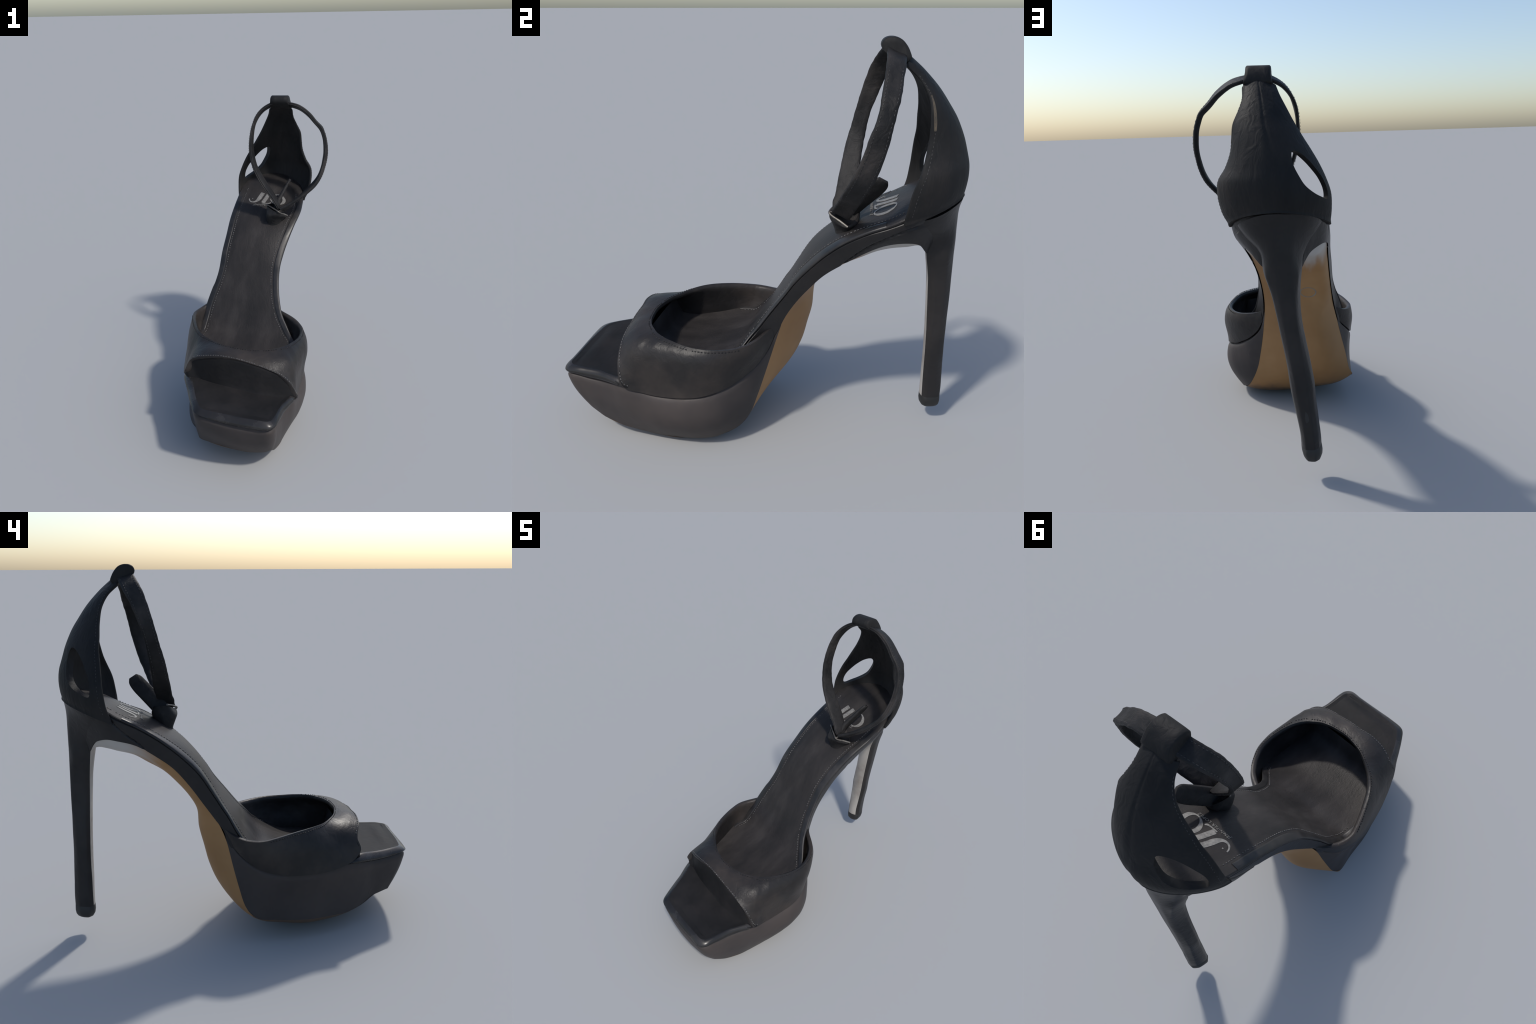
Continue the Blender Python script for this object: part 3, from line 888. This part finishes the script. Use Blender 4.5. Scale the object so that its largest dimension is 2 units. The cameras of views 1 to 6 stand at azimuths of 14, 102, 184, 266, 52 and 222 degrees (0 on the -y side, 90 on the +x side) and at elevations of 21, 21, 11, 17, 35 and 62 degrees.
def stroke(name, pts, parent, n=40):
    """pen stroke with varying width laid on the footbed: pts = (x, y, half width)"""
    d = spl(pts, n)
    t = unit(np.gradient(d[:, :2], axis=0))
    nrm = np.c_[-t[:, 1], t[:, 0]]
    a, b = d[:, :2] + nrm * d[:, 2:3], d[:, :2] - nrm * d[:, 2:3]
    k = np.linspace(0, 1, 6)
    up_g = np.array([on_foot(lerp(a, b, q)) for q in k])
    dn_g = np.array([on_foot(lerp(a, b, q), .0002) for q in k])
    return link(name, mesh_from(name, [grid(up_g), grid(dn_g), grid([border(up_g), border(dn_g)], close_c=True)]), PRINT, parent=parent)


# letters: J with hooked tail, L with fine foot, round O; tops point to the heel
stroke("letter_j", [(-.083, .662, .015), (-.092, .635, .0155), (-.100, .605, .0155), (-.108, .585, .012), (-.122, .570, .0075), (-.142, .565, .005), (-.160, .572, .004), (-.171, .587, .0035), (-.174, .599, .003)], footbed, 60)
stroke("letter_l", [(-.036, .662, .014), (-.044, .635, .0145), (-.052, .605, .0145), (-.062, .565, .0145)], footbed)
stroke("letter_l", [(-.070, .560, .0035), (-.030, .561, .0035), (-.012, .566, .005), (-.006, .574, .003)], footbed)
ang = np.linspace(0, 2 * math.pi, 90)
oc, orr = np.array([.040, .612]), np.array([.058, .052])
tilt = -.15
o_out = np.stack([oc[0] + orr[0] * np.cos(ang) + tilt * orr[1] * np.sin(ang), oc[1] + orr[1] * np.sin(ang)], 1)
ir2 = np.array([.034, .046])
o_in = np.stack([oc[0] + ir2[0] * np.cos(ang) + tilt * ir2[1] * np.sin(ang), oc[1] + ir2[1] * np.sin(ang)], 1)
ro = np.array([on_foot(lerp(o_out, o_in, q)) for q in np.linspace(0, 1, 6)])
rd = np.array([on_foot(o_in, .0002), on_foot(o_out, .0002)])
link("letter_o", mesh_from("letter_o", [grid(ro), grid([ro[-1], rd[0]]), grid([rd[1], ro[0]])]), PRINT, parent=footbed)
stroke("registered_mark", [(-.152, .600, .003), (-.146, .601, .003)], footbed, 6)
fc = bpy.data.curves.new("lettering", "FONT")
fc.body = "JENNIFER LOPEZ"
fc.size = .0235
fc.space_character = 1.12
tob = bpy.data.objects.new("lettering", fc)
bpy.context.scene.collection.objects.link(tob)
bpy.context.view_layer.update()
tm = bpy.data.meshes.new_from_object(tob.evaluated_get(bpy.context.evaluated_depsgraph_get()))
bpy.data.objects.remove(tob)
bm = bmesh.new()
bm.from_mesh(tm)
wmax = max(v.co.x for v in bm.verts)
for v in bm.verts:
    x = -.130 + v.co.x / wmax * .190
    y = .532 + v.co.y * .9 + .012 * v.co.x / wmax
    v.co = Vector(drop(x, y, .0022)[0])
ex = bmesh.ops.extrude_face_region(bm, geom=bm.faces[:])
for v in [g for g in ex["geom"] if isinstance(g, bmesh.types.BMVert)]:
    v.co.z -= .0015
bmesh.ops.recalc_face_normals(bm, faces=bm.faces)
bm.to_mesh(tm)
bm.free()
link("lettering", tm, PRINT, parent=footbed, sharp=None)


# ------------------------------------------------------------------ 10. stitching
def stitches(name, curve, normals, parent, pitch=.017, ln=.0105, w=.0030, h=.0020, mat=THREAD, skip=0.06):
    curve, normals = np.asarray(curve), np.asarray(normals)
    s = np.r_[0, np.cumsum(np.linalg.norm(np.diff(curve, axis=0), axis=1))]
    parts = []
    for u in np.arange(pitch, s[-1] - pitch, pitch):
        if rng.random() < skip:
            continue
        u += rng.normal(0, .0012)
        l = ln * rng.uniform(.75, 1.15)
        p = np.array([np.interp([u - l / 2, u, u + l / 2], s, curve[:, k]) for k in range(3)]).T
        n = unit(np.array([np.interp(u, s, normals[:, k]) for k in range(3)]))
        t = unit(p[2] - p[0])
        a = np.cross(t, n)
        sec = [(-1, -.4), (-.7, .8), (0, 1.2), (.7, .8), (1, -.4)]
        rr = []
        for q, k in zip((p[0], lerp(p[0], p[1], .4), p[1], lerp(p[1], p[2], .6), p[2]), (.35, .9, 1, .9, .35)):
            rr.append([q + a * w * k * x + n * h * k * z for x, z in sec])
        parts += tube_rings(rr)
    ob = link(name, mesh_from(name, parts, merge=1e-7), mat, parent=parent, sharp=None)
    ob["kind"] = "stuff"
    return ob


jl = 3
i0, i1 = 22, 128
wl = .050


def inset(side):
    e, o = (0, 1) if side == 0 else (1, 0)
    L, R = FR[:, e], FR[:, o]
    f = wl / np.linalg.norm(R - L, axis=1)
    c, n = [], []
    for i in range(i0, i1):
        x, y, z = lerp(L[i], R[i], f[i])
        s = f[i] if side == 0 else 1 - f[i]
        j = s * (NB - 1)
        a = int(j)
        c.append(lerp(fb_top[i, a], fb_top[i, a + 1], j - a))
        n.append(fbn[i, a])
    return np.array(c) + np.array(n) * .0006, np.array(n)


for sd in (0, 1):
    c, n = inset(sd)
    stitches("footbed_stitching", c, n, footbed)
vn = grid_normals(vamp_g)
vn *= np.sign(np.sum(vn * (vamp_g - np.array([.02, -.25, .3])), axis=-1).mean())
seg = slice(int(NO * .30), int(NO * .66))
stitches("vamp_stitching", (lerp(vamp_g[0], vamp_g[1], .9) + vn[1] * .0008)[seg], vn[1][seg], vamp, pitch=.016)
stitches("vamp_stitching", (lerp(vamp_g[-1], vamp_g[-2], .9) + vn[-2] * .0008)[int(NO * .1):int(NO * .9)], vn[-2][int(NO * .1):int(NO * .9)], vamp, pitch=.016, mat=LEATHER)
cnn = grid_normals(cn_g)
cnn *= np.sign(np.sum(cnn * (cn_g - np.array([0, .70, 1.45])), axis=-1).mean())
for k in (2, -3):
    stitches("counter_stitching", cn_g[4:-6, k] + cnn[4:-6, k] * .0005, cnn[4:-6, k], counter, pitch=.017, w=.0018, h=.0007, mat=DARKTHREAD)
for f in (.12, .88):
    c = np.array([lerp(ST[i, 0], ST[i, 1], f) + nm[i] * (.0 + th[i] * .0) for i in range(200)])
    stitches("strap_stitching", c[22:88], nm[22:88], strap, w=.0018, h=.0007, mat=DARKTHREAD)
    stitches("strap_stitching", c[104:180], nm[104:180], strap, w=.0018, h=.0007, mat=DARKTHREAD)

# worn lining showing along the right front edge of the counter
i0, i1 = 60, 86
e = cn_g[i0:i1, -4:-1]
tap = np.sin(np.linspace(0.25, math.pi - .25, i1 - i0)) ** .4
eg = np.array([[lerp(e[i, 1], e[i, j], tap[i]) + cnn[i0 + i, -2] * (.0012) for j in range(3)] for i in range(i1 - i0)])
link("worn_lining_edge", mesh_from("worn_lining_edge", [grid(eg), grid(eg - cnn[i0:i1, -2][:, None] * .003)]), EDGE, parent=counter)
